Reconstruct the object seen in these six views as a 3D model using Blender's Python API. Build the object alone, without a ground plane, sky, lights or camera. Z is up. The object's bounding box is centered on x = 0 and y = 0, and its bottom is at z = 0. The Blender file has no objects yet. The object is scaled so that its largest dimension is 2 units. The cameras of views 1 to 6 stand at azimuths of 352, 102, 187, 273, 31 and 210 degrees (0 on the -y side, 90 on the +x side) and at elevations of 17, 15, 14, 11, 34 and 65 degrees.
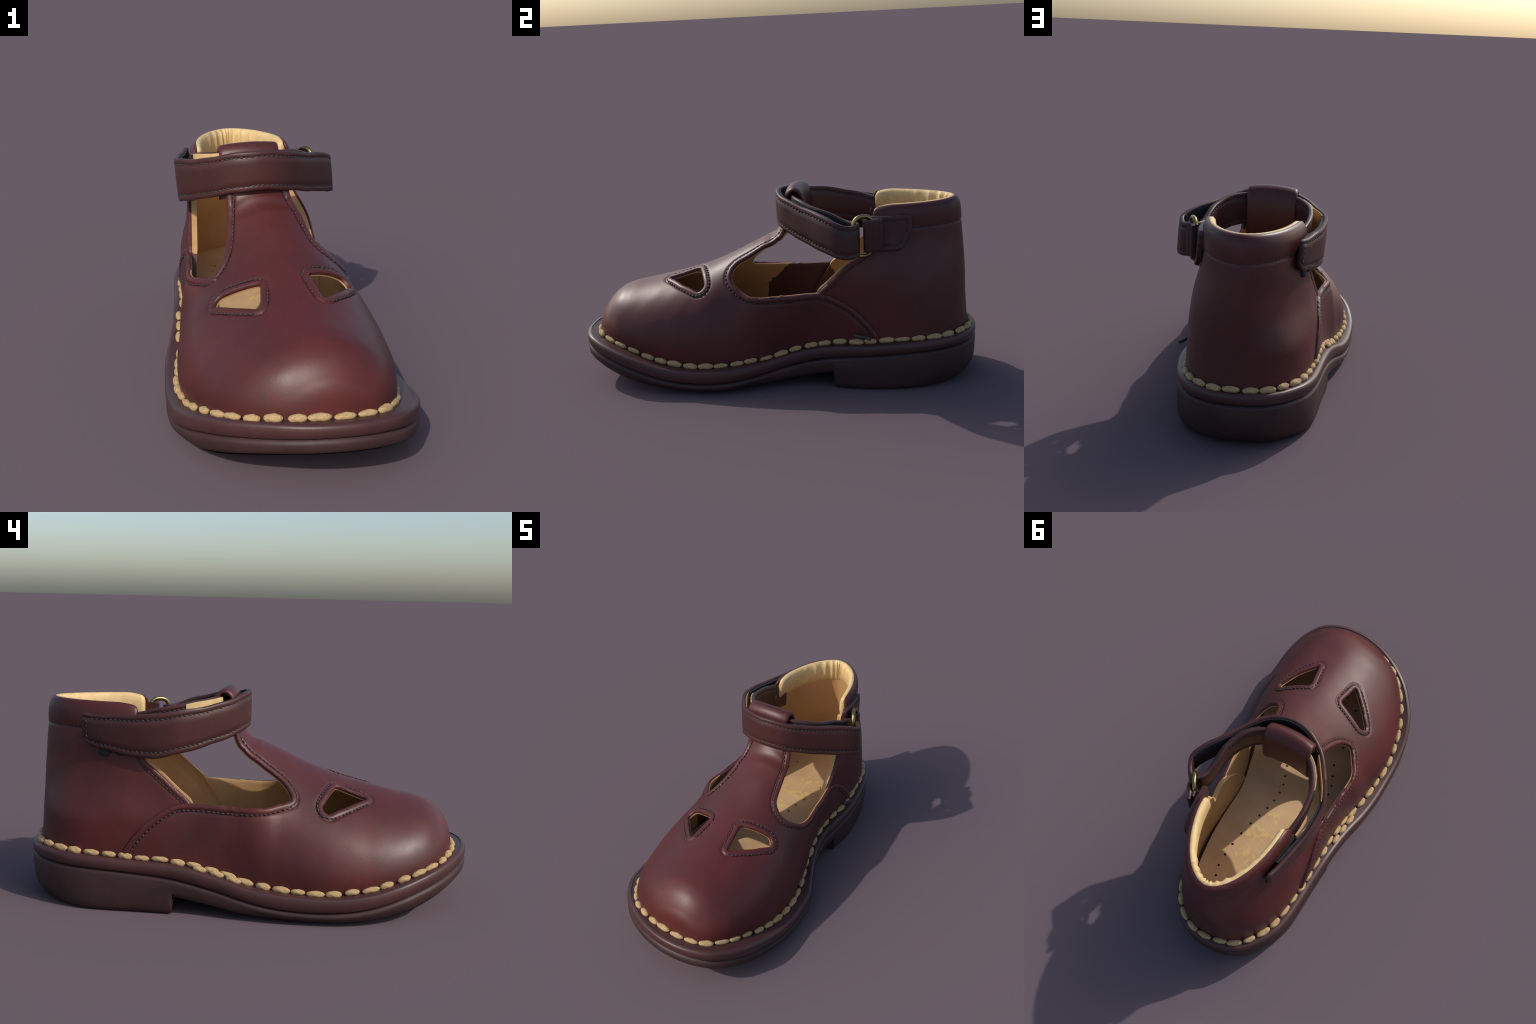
# Child's T-bar leather shoe: stitched-down vamp, ankle quarter with padded collar,
# hook-and-loop strap through a brass ring, layered sole with heel block.
import bpy, math, random
import numpy as np
from mathutils import Vector, Matrix
from mathutils.geometry import delaunay_2d_cdt

rng = random.Random(7)
nrg = np.random.default_rng(7)

# ------------------------------------------------------------------ maths helpers
def spline(xs, ys):
    """Smooth cubic Hermite curve through (xs, ys); ys may hold several columns."""
    xs = np.asarray(xs, float); ys = np.asarray(ys, float)
    h = np.diff(xs); d = np.diff(ys, axis=0) / (h if ys.ndim == 1 else h[:, None])
    m = np.zeros_like(ys)
    m[0], m[-1] = d[0], d[-1]
    w = h[:-1] / (h[:-1] + h[1:])
    w = w if ys.ndim == 1 else w[:, None]
    m[1:-1] = d[:-1] * (1 - w) + d[1:] * w
    flat = d[:-1] * d[1:] <= 0
    m[1:-1] = np.where(flat, m[1:-1] * .35, m[1:-1])

    def f(x):
        x = np.clip(np.asarray(x, float), xs[0], xs[-1])
        i = np.clip(np.searchsorted(xs, x, side='right') - 1, 0, len(xs) - 2)
        hh = h[i]; t = (x - xs[i]) / hh
        if ys.ndim > 1:
            t = t[..., None]; hh = hh[..., None]
        t2, t3 = t * t, t * t * t
        return ((2*t3 - 3*t2 + 1) * ys[i] + (t3 - 2*t2 + t) * hh * m[i]
                + (3*t2 - 2*t3) * ys[i+1] + (t3 - t2) * hh * m[i+1])
    return f

def smooth(a, b, x):
    t = np.clip((np.asarray(x, float) - a) / (b - a), 0, 1)
    return t * t * (3 - 2 * t)

def resample(P, step=None, n=None, closed=False):
    P = np.asarray(P, float)
    if closed: P = np.vstack([P, P[:1]])
    L = np.r_[0, np.cumsum(np.linalg.norm(np.diff(P, axis=0), axis=1))]
    if n is None: n = max(2, int(round(L[-1] / step)) + (0 if closed else 1))
    s = np.linspace(0, L[-1], n, endpoint=not closed)
    return np.stack([np.interp(s, L, P[:, k]) for k in range(P.shape[1])], 1)

def catmull(P, closed=False, sub=12):
    P = np.asarray(P, float); n = len(P)
    if closed:
        Q = np.vstack([P[-2:], P, P[:3]]); off = 2; m = n
    else:
        Q = np.vstack([2*P[0]-P[1], P, 2*P[-1]-P[-2]]); off = 1; m = n - 1
    kn = np.r_[0, np.cumsum(np.sqrt(np.linalg.norm(np.diff(Q, axis=0), axis=1) + 1e-9))]
    out = []
    for i in range(m):
        j = i + off
        p0, p1, p2, p3 = Q[j-1], Q[j], Q[j+1], Q[j+2]
        t0, t1, t2, t3 = kn[j-1], kn[j], kn[j+1], kn[j+2]
        for t in np.linspace(t1, t2, sub, endpoint=False):
            a1 = (t1-t)/(t1-t0)*p0 + (t-t0)/(t1-t0)*p1
            a2 = (t2-t)/(t2-t1)*p1 + (t-t1)/(t2-t1)*p2
            a3 = (t3-t)/(t3-t2)*p2 + (t-t2)/(t3-t2)*p3
            b1 = (t2-t)/(t2-t0)*a1 + (t-t0)/(t2-t0)*a2
            b2 = (t3-t)/(t3-t1)*a2 + (t-t1)/(t3-t1)*a3
            out.append((t2-t)/(t2-t1)*b1 + (t-t1)/(t2-t1)*b2)
    if not closed: out.append(P[-1])
    return np.array(out)

def inside(poly, pts):
    x, y = pts[:, 0], pts[:, 1]; r = np.zeros(len(pts), bool)
    a = poly; b = np.roll(poly, -1, 0)
    for (x1, y1), (x2, y2) in zip(a, b):
        if y1 == y2: continue
        c = (y1 > y) != (y2 > y)
        r ^= c & (x < (x2-x1) * (y-y1) / (y2-y1) + x1)
    return r

def dist_to(pts, poly):
    """Distance from every point to the nearest vertex of a dense polyline."""
    out = np.empty(len(pts))
    for i in range(0, len(pts), 2000):
        d = pts[i:i+2000, None, :] - poly[None]
        out[i:i+2000] = np.sqrt((d*d).sum(-1).min(1))
    return out

def triangulate(outer, holes, h, extra=None):
    """Even triangle net inside an outline; returns points and triangles."""
    loops = [resample(outer, h, closed=True)] + [resample(x, h*.7, closed=True) for x in holes]
    B = np.vstack(loops)
    lo, hi = B.min(0), B.max(0)
    g = []
    row = 0; y = lo[1]
    while y < hi[1]:
        xs = np.arange(lo[0] + (h/2 if row % 2 else 0), hi[0], h)
        g.append(np.stack([xs, np.full_like(xs, y)], 1)); y += h*.866; row += 1
    G = np.vstack(g)
    if extra is not None: G = np.vstack([G, extra])
    keep = inside(loops[0], G)
    for L in loops[1:]: keep &= ~inside(L, G)
    G = G[keep]; G = G[dist_to(G, B) > h*.55]
    edges = []; k = 0
    for L in loops:
        n = len(L); edges += [(k+i, k+(i+1) % n) for i in range(n)]; k += n
    V, _, F, *_ = delaunay_2d_cdt([Vector(p) for p in np.vstack([B, G])], edges, [], 0, 1e-7)
    V = np.array([(v.x, v.y) for v in V]); F = np.array([f for f in F if len(f) == 3])
    c = V[F].mean(1)
    k = inside(loops[0], c)
    for L in loops[1:]: k &= ~inside(L, c)
    return V, F[k]

# ------------------------------------------------------------------ object helpers
ROOT = bpy.data.objects.new("leather_shoe", None)
bpy.context.collection.objects.link(ROOT)
ROOT["label"] = "dark red leather toddler shoe with ankle strap and stitched sole"
ROOT["category"] = "shoe"

def mesh_object(name, V, F, mat, parent=ROOT, angle=40, stuff=False):
    me = bpy.data.meshes.new(name)
    me.from_pydata([tuple(map(float, v)) for v in V], [], [tuple(map(int, f)) for f in F])
    me.validate(); me.update()
    me.polygons.foreach_set("use_smooth", [True] * len(me.polygons))
    if angle: me.set_sharp_from_angle(angle=math.radians(angle))
    me.materials.append(mat)
    ob = bpy.data.objects.new(name, me)
    bpy.context.collection.objects.link(ob)
    ob.parent = parent
    if stuff: ob["kind"] = "stuff"
    return ob

def shell(uv, F, fmap, top, bottom, ref=None):
    """Thick sheet over the mapped surface between two normal offsets."""
    e = 2e-3
    P = fmap(uv)
    du = fmap(uv + [e, 0]) - fmap(uv - [e, 0]); dv = fmap(uv + [0, e]) - fmap(uv - [0, e])
    N = np.cross(du, dv); N /= np.linalg.norm(N, axis=1)[:, None] + 1e-12
    c = P.mean(0) if ref is None else np.asarray(ref)
    if ((P - c) * N).sum() < 0: N = -N
    tn = np.cross(P[F[:, 1]] - P[F[:, 0]], P[F[:, 2]] - P[F[:, 0]])
    if (tn * N[F[:, 0]]).sum() < 0: F = F[:, ::-1]
    n = len(P)
    A = P + N * np.reshape(top, (-1, 1)); B = P + N * np.reshape(bottom, (-1, 1))
    ed = {}
    for a, b, c3 in F:
        for p, q in ((a, b), (b, c3), (c3, a)): ed[(p, q)] = 1
    rim = [(q, p, p+n, q+n) for (p, q) in ed if (q, p) not in ed]
    faces = [tuple(f) for f in F] + [tuple(f[::-1] + n) for f in F] + rim
    return np.vstack([A, B]), faces

def loft(rings, closed_ring=True, caps=True, closed_path=False):
    n = len(rings[0]); m = len(rings)
    V = np.vstack(rings); F = []
    for i in range(m if closed_path else m - 1):
        k = (i + 1) % m
        for j in range(n if closed_ring else n - 1):
            l = (j + 1) % n
            F.append((i*n+j, i*n+l, k*n+l, k*n+j))
    if caps and not closed_path:
        F.append(tuple(range(n-1, -1, -1))); F.append(tuple(range((m-1)*n, m*n)))
    return V, F

def tube(path, r, seg=10, closed=False, up=None):
    path = np.asarray(path, float)
    if closed: T = np.roll(path, -1, 0) - np.roll(path, 1, 0)
    else: T = np.gradient(path, axis=0)
    T /= np.linalg.norm(T, axis=1)[:, None]
    if up is None: up = np.array([0, 0, 1.]) if abs(T[:, 2]).mean() < .8 else np.array([1., 0, 0])
    rings = []
    a = np.linspace(0, 2*np.pi, seg, endpoint=False)
    prev = None
    for p, t in zip(path, T):
        n = np.cross(t, up) if prev is None else prev - t * (prev @ t)
        n /= np.linalg.norm(n); prev = n; b = np.cross(t, n)
        rings.append(p + r * (np.cos(a)[:, None]*n + np.sin(a)[:, None]*b))
    return loft(rings, caps=True, closed_path=closed)

def join(parts):
    V = []; F = []; k = 0
    for v, f in parts:
        V.append(np.asarray(v)); F += [tuple(i + k for i in q) for q in f]; k += len(v)
    return np.vstack(V), F

# ------------------------------------------------------------------ materials
class Nodes:
    def __init__(s, name):
        s.mat = bpy.data.materials.new(name); s.mat.use_nodes = True
        s.t = s.mat.node_tree; s.n = s.t.nodes; s.l = s.t.links
        s.n.clear()
        s.out = s.n.new("ShaderNodeOutputMaterial"); s.b = s.n.new("ShaderNodeBsdfPrincipled")
        s.l.new(s.b.outputs[0], s.out.inputs[0])
        s.co = s.n.new("ShaderNodeTexCoord").outputs["Object"]
    def noise(s, scale, detail=3, rough=.55, vec=None, dist=0):
        x = s.n.new("ShaderNodeTexNoise"); x.inputs["Scale"].default_value = scale
        x.inputs["Detail"].default_value = detail; x.inputs["Roughness"].default_value = rough
        x.inputs["Distortion"].default_value = dist
        s.l.new(vec or s.co, x.inputs["Vector"]); return x.outputs["Fac"]
    def voronoi(s, scale, vec=None, feature='F1'):
        x = s.n.new("ShaderNodeTexVoronoi"); x.feature = feature; x.inputs["Scale"].default_value = scale
        s.l.new(vec or s.co, x.inputs["Vector"]); return x.outputs["Distance"]
    def mapping(s, scale=(1, 1, 1), rot=(0, 0, 0), loc=(0, 0, 0)):
        x = s.n.new("ShaderNodeMapping"); x.inputs["Scale"].default_value = scale
        x.inputs["Rotation"].default_value = rot; x.inputs["Location"].default_value = loc
        s.l.new(s.co, x.inputs["Vector"]); return x.outputs[0]
    def ramp(s, fac, stops):
        x = s.n.new("ShaderNodeValToRGB"); e = x.color_ramp.elements
        while len(e) < len(stops): e.new(.5)
        for k, (p, c) in zip(e, stops):
            k.position = p; k.color = (c, c, c, 1) if isinstance(c, (int, float)) else (*c, 1)
        s.l.new(fac, x.inputs[0]); return x.outputs[0]
    def mix(s, fac, a, b, mode='MIX'):
        x = s.n.new("ShaderNodeMix"); x.data_type = 'RGBA'; x.blend_type = mode
        for sock, v in ((x.inputs[0], fac), (x.inputs[6], a), (x.inputs[7], b)):
            if isinstance(v, (int, float)): sock.default_value = v
            elif isinstance(v, tuple): sock.default_value = (*v, 1)
            else: s.l.new(v, sock)
        return x.outputs[2]
    def math(s, op, a, b=0.0, clamp=False):
        x = s.n.new("ShaderNodeMath"); x.operation = op; x.use_clamp = clamp
        for sock, v in ((x.inputs[0], a), (x.inputs[1], b)):
            if isinstance(v, (int, float)): sock.default_value = v
            else: s.l.new(v, sock)
        return x.outputs[0]
    def xyz(s, vec=None):
        x = s.n.new("ShaderNodeSeparateXYZ"); s.l.new(vec or s.co, x.inputs[0]); return x.outputs
    def bump(s, h, strength, dist=.01):
        x = s.n.new("ShaderNodeBump"); x.inputs["Strength"].default_value = strength
        x.inputs["Distance"].default_value = dist; s.l.new(h, x.inputs["Height"])
        s.l.new(x.outputs[0], s.b.inputs["Normal"])
    def set(s, **k):
        for a, v in k.items():
            sock = s.b.inputs[a.replace("_", " ")]
            if isinstance(v, (int, float)): sock.default_value = v
            elif isinstance(v, tuple): sock.default_value = (*v, 1)
            else: s.l.new(v, sock)

def leather(name, deep, base, warm, rough=.43, grain=.035):
    m = Nodes(name)
    big = m.noise(2.6, 3, .6, dist=.4)
    c = m.ramp(big, [(.30, deep), (.52, base), (.72, warm)])
    fine = m.noise(70, 3, .6)
    c = m.mix(.35, c, m.ramp(fine, [(.3, .72), (.7, 1.0)]), 'MULTIPLY')
    spot = m.voronoi(26)
    c = m.mix(m.math('MULTIPLY', m.ramp(spot, [(.0, 1.0), (.07, 0.0)]), .25), c, (.16, .07, .06))
    m.set(Base_Color=c, Roughness=m.math('ADD', m.math('MULTIPLY', m.noise(9, 3), .16), rough - .08))
    m.b.inputs["Specular IOR Level"].default_value = .36
    m.bump(m.math('ADD', m.noise(160, 2), m.math('MULTIPLY', m.voronoi(110), .6)), grain, .004)
    return m.mat

LEATHER = leather("maroon_leather", (.055, .0134, .0122), (.075, .0155, .0137), (.097, .0176, .0148))
STRAP = leather("strap_leather", (.040, .0150, .0138), (.056, .0183, .0163), (.073, .0210, .0182), .46, .05)

def plain(name, a, b, scale, rough, grain=.15, gscale=120, spec=.5):
    m = Nodes(name)
    c = m.ramp(m.noise(scale, 4, .6), [(.32, a), (.68, b)])
    m.set(Base_Color=c, Roughness=rough); m.b.inputs["Specular IOR Level"].default_value = spec
    m.bump(m.noise(gscale, 3), grain, .004)
    return m.mat

EDGE = plain("cut_leather_edge", (.070, .030, .028), (.12, .058, .052), 60, .7, .3)
WELT = plain("rubber_welt", (.046, .0180, .0170), (.067, .0250, .0232), 5, .42, .10, 90, .4)
OUTSOLE = plain("rubber_outsole", (.031, .0140, .0130), (.045, .0195, .0180), 6, .55, .15, 80, .35)
THREAD = plain("dark_seam_thread", (.016, .011, .011), (.042, .032, .030), 60, .6, .2)
VELCRO = Nodes("hook_and_loop")
VELCRO.set(Base_Color=VELCRO.mix(VELCRO.ramp(VELCRO.noise(220, 2), [(.66, 0.0), (.72, 1.0)]), (.014, .012, .016), (.10, .10, .12)), Roughness=.85)
VELCRO.bump(VELCRO.noise(260, 2), .8, .006)
VELCRO = VELCRO.mat
DARK = plain("hole_dark", (.012, .008, .006), (.018, .012, .01), 20, .9)

def yarn():
    m = Nodes("cream_yarn")
    c = m.ramp(m.noise(5, 5, .75), [(.32, (.20, .12, .052)), (.47, (.42, .28, .125)), (.72, (.56, .40, .205))])
    m.set(Base_Color=c, Roughness=.8); m.bump(m.noise(7, 4, .7), .35, .05)
    return m.mat
YARN = yarn()

def lining():
    m = Nodes("tan_lining")
    c = m.ramp(m.noise(4, 4, .6), [(.3, (.40, .225, .088)), (.7, (.49, .29, .125))])
    c = m.mix(.25, c, m.ramp(m.noise(90, 2), [(.3, .7), (.7, 1.0)]), 'MULTIPLY')
    # ragged wine-dark patch inside the outer side wall
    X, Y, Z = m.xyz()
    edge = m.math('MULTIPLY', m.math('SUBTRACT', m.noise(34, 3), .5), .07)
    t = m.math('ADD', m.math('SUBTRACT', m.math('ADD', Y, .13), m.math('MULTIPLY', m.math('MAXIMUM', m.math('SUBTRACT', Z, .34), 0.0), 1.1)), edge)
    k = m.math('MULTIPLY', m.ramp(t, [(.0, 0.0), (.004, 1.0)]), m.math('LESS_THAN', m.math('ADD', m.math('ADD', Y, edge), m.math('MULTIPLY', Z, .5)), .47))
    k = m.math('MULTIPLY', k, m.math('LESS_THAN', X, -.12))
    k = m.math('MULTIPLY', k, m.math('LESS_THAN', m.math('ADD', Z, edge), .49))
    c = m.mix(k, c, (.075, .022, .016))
    m.set(Base_Color=c, Roughness=.6); m.bump(m.noise(60, 3), .12, .004)
    return m.mat
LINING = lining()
COLLAR_LINING = plain("cream_collar_lining", (.54, .365, .155), (.66, .475, .225), 30, .6, .3, 150)

def insole_mat():
    m = Nodes("insole_leather")
    c = m.ramp(m.noise(7, 4, .6), [(.3, (.45, .285, .145)), (.7, (.55, .36, .19))])
    c = m.mix(.3, c, m.ramp(m.noise(120, 2), [(.3, .75), (.7, 1.0)]), 'MULTIPLY')
    # worn gold print: short broken dashes in rows on the heel seat
    X, Y, Z = m.xyz()
    row = m.mapping((1, 1, 0), (0, 0, math.radians(28)))
    glyph = m.noise(46, 2, .5, vec=row); wear = m.noise(13, 3, .6)
    g = m.ramp(m.math('ADD', m.math('MULTIPLY', glyph, .6), m.math('MULTIPLY', wear, .6)), [(.645, 0.0), (.68, 1.0)])
    for lim in (m.math('GREATER_THAN', Y, .22), m.math('LESS_THAN', Y, .70),
                m.math('GREATER_THAN', X, -.14), m.math('LESS_THAN', X, .065)):
        g = m.math('MULTIPLY', g, lim)
    c = m.mix(m.math('MULTIPLY', g, .55), c, (.60, .44, .11))
    m.set(Base_Color=c, Roughness=.6); m.bump(m.noise(90, 3), .2, .003)
    return m.mat
INSOLE = insole_mat()

def brass():
    m = Nodes("aged_brass")
    m.set(Base_Color=m.ramp(m.noise(16, 3), [(.3, (.20, .15, .06)), (.7, (.42, .32, .13))]), Metallic=1.0, Roughness=.32)
    return m.mat
BRASS = brass()

# ------------------------------------------------------------------ sole
z_welt = spline([-1, -.93, -.85, -.68, -.52, -.32, -.2, 0, .135, .3, .5, .7, .85, 1.0],
                [.255, .244, .225, .179, .139, .121, .125, .148, .183, .216, .229, .240, .247, .250])
z_groove = spline([-1, -.85, -.68, -.52, -.3, -.1, .13, .3, .5, .72, 1.0],
                  [.207, .168, .119, .077, .057, .07, .12, .156, .175, .188, .200])
z_bottom_fore = spline([-1, -.92, -.83, -.7, -.52, -.3, -.05, .13, .33],
                       [.152, .129, .094, .046, .014, .003, .016, .046, .080])
z_bottom_heel = lambda y: 0.0 * np.asarray(y, float)
HEEL_Y = .318
def z_bottom(y):
    y = np.asarray(y, float)
    return np.where(y < HEEL_Y, z_bottom_fore(y), z_bottom_heel(y))

welt_ctrl = [(.10, -1.0), (.205, -.988), (.295, -.948), (.360, -.875), (.412, -.76), (.442, -.6), (.450, -.45), (.444, -.31),
             (.425, -.19), (.376, -.08), (.323, .04), (.298, .13), (.288, .22), (.302, .34), (.309, .5), (.290, .65), (.258, .78),
             (.205, .885), (.135, .955), (.04, .994), (-.06, .998), (-.147, .98), (-.215, .94), (-.270, .88), (-.313, .81), (-.341, .72),
             (-.354, .61), (-.361, .477), (-.374, .316), (-.394, .14), (-.427, -.02), (-.443, -.145), (-.449, -.267), (-.451, -.37), (-.446, -.48),
             (-.428, -.58), (-.397, -.67), (-.352, -.745), (-.300, -.814), (-.235, -.873), (-.16, -.923), (-.075, -.965), (.01, -.99)]
WELT_LINE = resample(catmull(welt_ctrl, True), n=360, closed=True)

def out_normals(L):
    t = np.roll(L, -1, 0) - np.roll(L, 1, 0)
    n = np.stack([t[:, 1], -t[:, 0]], 1); n /= np.linalg.norm(n, axis=1)[:, None]
    c = L.mean(0)
    return n if ((L - c) * n).sum() > 0 else -n

def split_heel(L):
    """Move the two outline points next to the heel breast onto its edges."""
    L = L.copy()
    for i in range(len(L)):
        j = (i + 1) % len(L)
        if (L[i, 1] - HEEL_Y) * (L[j, 1] - HEEL_Y) < 0:
            lo, hi = (i, j) if L[i, 1] < L[j, 1] else (j, i)
            L[lo, 1] = HEEL_Y - .002; L[hi, 1] = HEEL_Y + .002
    return L

def ring_body(line, rows, cap_top, cap_bottom):
    """Stacked outline rings (offset, z function) closed by flat-ish plates."""
    N = out_normals(line); rings = []
    for o, zf in rows:
        oo = np.reshape(o(line, N), (-1, 1)) if callable(o) else o
        p = line + N * oo
        rings.append(np.column_stack([p, zf(line[:, 1])]))
    V, F = loft(rings, caps=False)
    parts = [(V, F)]
    for use, ring, zf, o in ((cap_top, rings[0], rows[0][1], 1), (cap_bottom, rings[-1], rows[-1][1], -1)):
        if not use: continue
        uv, T = triangulate(ring[:, :2], [], .03,
                            np.array([(x, HEEL_Y + s) for x in np.arange(-.4, .4, .02) for s in (-.002, .002)]))
        P = np.column_stack([uv, zf(uv[:, 1])])
        n = np.cross(P[T[:, 1], :2] - P[T[:, 0], :2], P[T[:, 2], :2] - P[T[:, 0], :2])
        if (n.sum() > 0) != (o > 0): T = T[:, ::-1]
        parts.append((P, [tuple(t) for t in T]))
    return join(parts)

def lerp_z(a, b, t, d=0.0): return lambda y: a(y) * (1 - t) + b(y) * t + d

V, F = ring_body(WELT_LINE, [(-.020, z_welt), (-.010, lambda y: z_welt(y) - .001), (-.004, lambda y: z_welt(y) - .0045), (-.0005, lambda y: z_welt(y) - .011),
                             (.001, lerp_z(z_welt, z_groove, .5)), (-.001, lambda y: z_groove(y) + .008),
                             (-.006, lambda y: z_groove(y) + .002), (-.022, lambda y: z_groove(y) + .001)], True, True)
sole = mesh_object("sole", V, F, WELT, angle=50); sole.name = "welt"
L2 = split_heel(WELT_LINE)
def heel_tuck(fore, heel, back):
    """Inset of a lower row: rounded under the forefoot, square at the heel, rolled at its back."""
    def f(L, N):
        y = L[:, 1]; h = 1 - smooth(-.92, -.55, y) * (1 - smooth(-.12, .06, y))
        return -(fore*(1 - h) + heel*h + (back - heel) * smooth(.60, .85, y) * np.clip(N[:, 1], 0, 1)**1.3)
    return f
def z_low(t, d):
    """Height of a lower row: a fraction up from the bottom, at least d above it at the heel."""
    return lambda y: z_bottom(y) + np.minimum(d, (z_groove(y) - .02 - z_bottom(y)) * t)
V, F = ring_body(L2, [(-.03, lambda y: z_groove(y)), (-.013, lambda y: z_groove(y) - .001), (-.002, lambda y: z_groove(y) - .011), (.0, lambda y: z_groove(y) - .018),
                      (heel_tuck(.003, .0, .003), z_low(.8, .110)), (heel_tuck(.009, .001, .009), z_low(.6, .072)), (heel_tuck(.017, .002, .027), z_low(.42, .042)),
                      (heel_tuck(.028, .005, .050), z_low(.25, .020)), (heel_tuck(.040, .010, .076), z_low(.10, .007)), (heel_tuck(.058, .020, .120), z_bottom)], True, True)
outsole = mesh_object("outsole", V, F, OUTSOLE, angle=50)

# ------------------------------------------------------------------ feather line (upper meets welt)
feather_ctrl = [(.10, -.925), (.175, -.918), (.248, -.885), (.303, -.81), (.336, -.71), (.357, -.62), (.368, -.53), (.374, -.44), (.374, -.36),
                (.368, -.29), (.350, -.21), (.327, -.13), (.300, -.05), (.276, .045), (.252, .13), (.240, .22), (.248, .35), (.257, .5),
                (.243, .65), (.212, .79), (.158, .89), (.08, .945), (-.02, .966), (-.11, .95), (-.19, .91), (-.25, .842), (-.287, .75), (-.308, .62),
                (-.32, .5), (-.325, .35), (-.327, .2), (-.338, .06), (-.360, -.05), (-.375, -.157), (-.385, -.257), (-.389, -.343), (-.384, -.43),
                (-.372, -.506), (-.356, -.58), (-.331, -.654), (-.293, -.73), (-.232, -.812), (-.16, -.866), (-.07, -.905), (.02, -.922)]
FEATHER = resample(catmull(feather_ctrl, True), n=600, closed=True)

# ------------------------------------------------------------------ quarter (heel cup) surface
# per level: z, right half-section x at y = -.1 .05 .2 .35 .5, left the same, heel centre x, heel back y, roundness right and left
levels = [
    (.15, (.335, .266, .237, .246, .258), (-.372, -.340, -.325, -.323, -.318), -.020, .972, 2.4, 2.3),
    (.38, (.354, .304, .266, .256, .255), (-.380, -.330, -.311, -.316, -.318), -.025, .951, 2.3, 2.3),
    (.55, (.332, .300, .272, .256, .243), (-.345, -.305, -.290, -.288, -.286), -.030, .945, 2.1, 1.84),
    (.72, (.265, .254, .240, .222, .206), (-.290, -.280, -.278, -.274, -.266), -.035, .932, 1.92, 1.76),
    (.90, (.220, .215, .210, .205, .198), (-.250, -.250, -.250, -.248, -.241), -.035, .911, 1.86, 1.9)]
LZ = [l[0] for l in levels]
q_right = spline(LZ, [l[1] for l in levels]); q_left = spline(LZ, [l[2] for l in levels])
q_back = spline(LZ, [l[3:7] for l in levels])
QL, QS, QH = 2.33, .60, 1.13          # total run, straight side run, heel arc run
QY = np.array([-.1, .05, .2, .35, .5])

def quarter_at(a, z):
    a = np.clip(np.asarray(a, float), 0, QL); z = np.asarray(z, float)
    R = q_right(z); L = q_left(z); B = q_back(z)
    xb, yb, nr, nl = B[..., 0], B[..., 1], B[..., 2], B[..., 3]
    def side(T, y):
        t = np.clip((y + .1) / .15, 0, 3.9999); i = t.astype(int); f = t - i
        g = lambda k: np.take_along_axis(T, np.clip(i + k, 0, 4)[..., None], -1)[..., 0]
        p0, p1, p2, p3 = g(-1), g(0), g(1), g(2)
        return .5 * (2*p1 + (p2-p0)*f + (2*p0-5*p1+4*p2-p3)*f*f + (3*p1-p0-3*p2+p3)*f**3)
    yr = -.1 + a; yl = -.1 + (QL - a)
    th = np.clip((a - QS) / QH, 0, 1) * math.pi
    c, s = np.cos(th), np.abs(np.sin(th)); e = 2 / np.where(c >= 0, nr, nl)
    hw = np.where(c >= 0, R[..., 4] - xb, xb - L[..., 4])
    xh = xb + np.sign(c) * hw * np.abs(c) ** e; yh = .5 + (yb - .5) * s ** e
    x = np.where(a < QS, side(R, yr), np.where(a > QL - QS, side(L, yl), xh))
    y = np.where(a < QS, yr, np.where(a > QL - QS, yl, yh))
    return np.stack([x, y, z + 0 * x], -1)

def quarter_map(uv): return quarter_at(uv[:, 0], uv[:, 1])

_a = np.linspace(0, QL, 700)
def run_of(side, y, z):
    """Run coordinate on the quarter of the point with this y on one side (+1 right, -1 left)."""
    P = quarter_at(_a, np.full_like(_a, z)); k = int(np.argmax(P[:, 1]))
    if side > 0: return float(np.interp(y, P[:k+1, 1], _a[:k+1]))
    return float(np.interp(y, P[k:, 1][::-1], _a[k:][::-1]))

_zg = np.linspace(.08, .92, 43); _yg = np.linspace(-.1, .9, 80)
SIDE_X = {}
for sd in (1, -1):
    T = np.zeros((len(_zg), len(_yg)))
    for i, z in enumerate(_zg):
        P = quarter_at(_a, np.full_like(_a, z)); k = int(np.argmax(P[:, 1]))
        T[i] = np.interp(_yg, P[:k+1, 1], P[:k+1, 0]) if sd > 0 else np.interp(_yg, P[k:, 1][::-1], P[k:, 0][::-1])
    SIDE_X[sd] = T
def side_x(sd, y, z):
    fi = np.clip((z - _zg[0]) / (_zg[1] - _zg[0]), 0, len(_zg) - 1.001); fj = np.clip((y - _yg[0]) / (_yg[1] - _yg[0]), 0, len(_yg) - 1.001)
    i = fi.astype(int); j = fj.astype(int); u = fi - i; v = fj - j; T = SIDE_X[sd]
    return (T[i, j]*(1-v) + T[i, j+1]*v)*(1-u) + (T[i+1, j]*(1-v) + T[i+1, j+1]*v)*u

# ------------------------------------------------------------------ vamp surface (arched sections from toe to tongue and wings)
Y0, C0 = -.930, .10
def y_of_s(s): s = np.maximum(s, 0); return Y0 + s*s/(s + C0)
def s_of_y(y): d = np.maximum(np.asarray(y, float) - Y0, 0); return (d + np.sqrt(d*d + 4*C0*d)) / 2
def s_list(ys): return s_of_y(np.array(ys))

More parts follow.
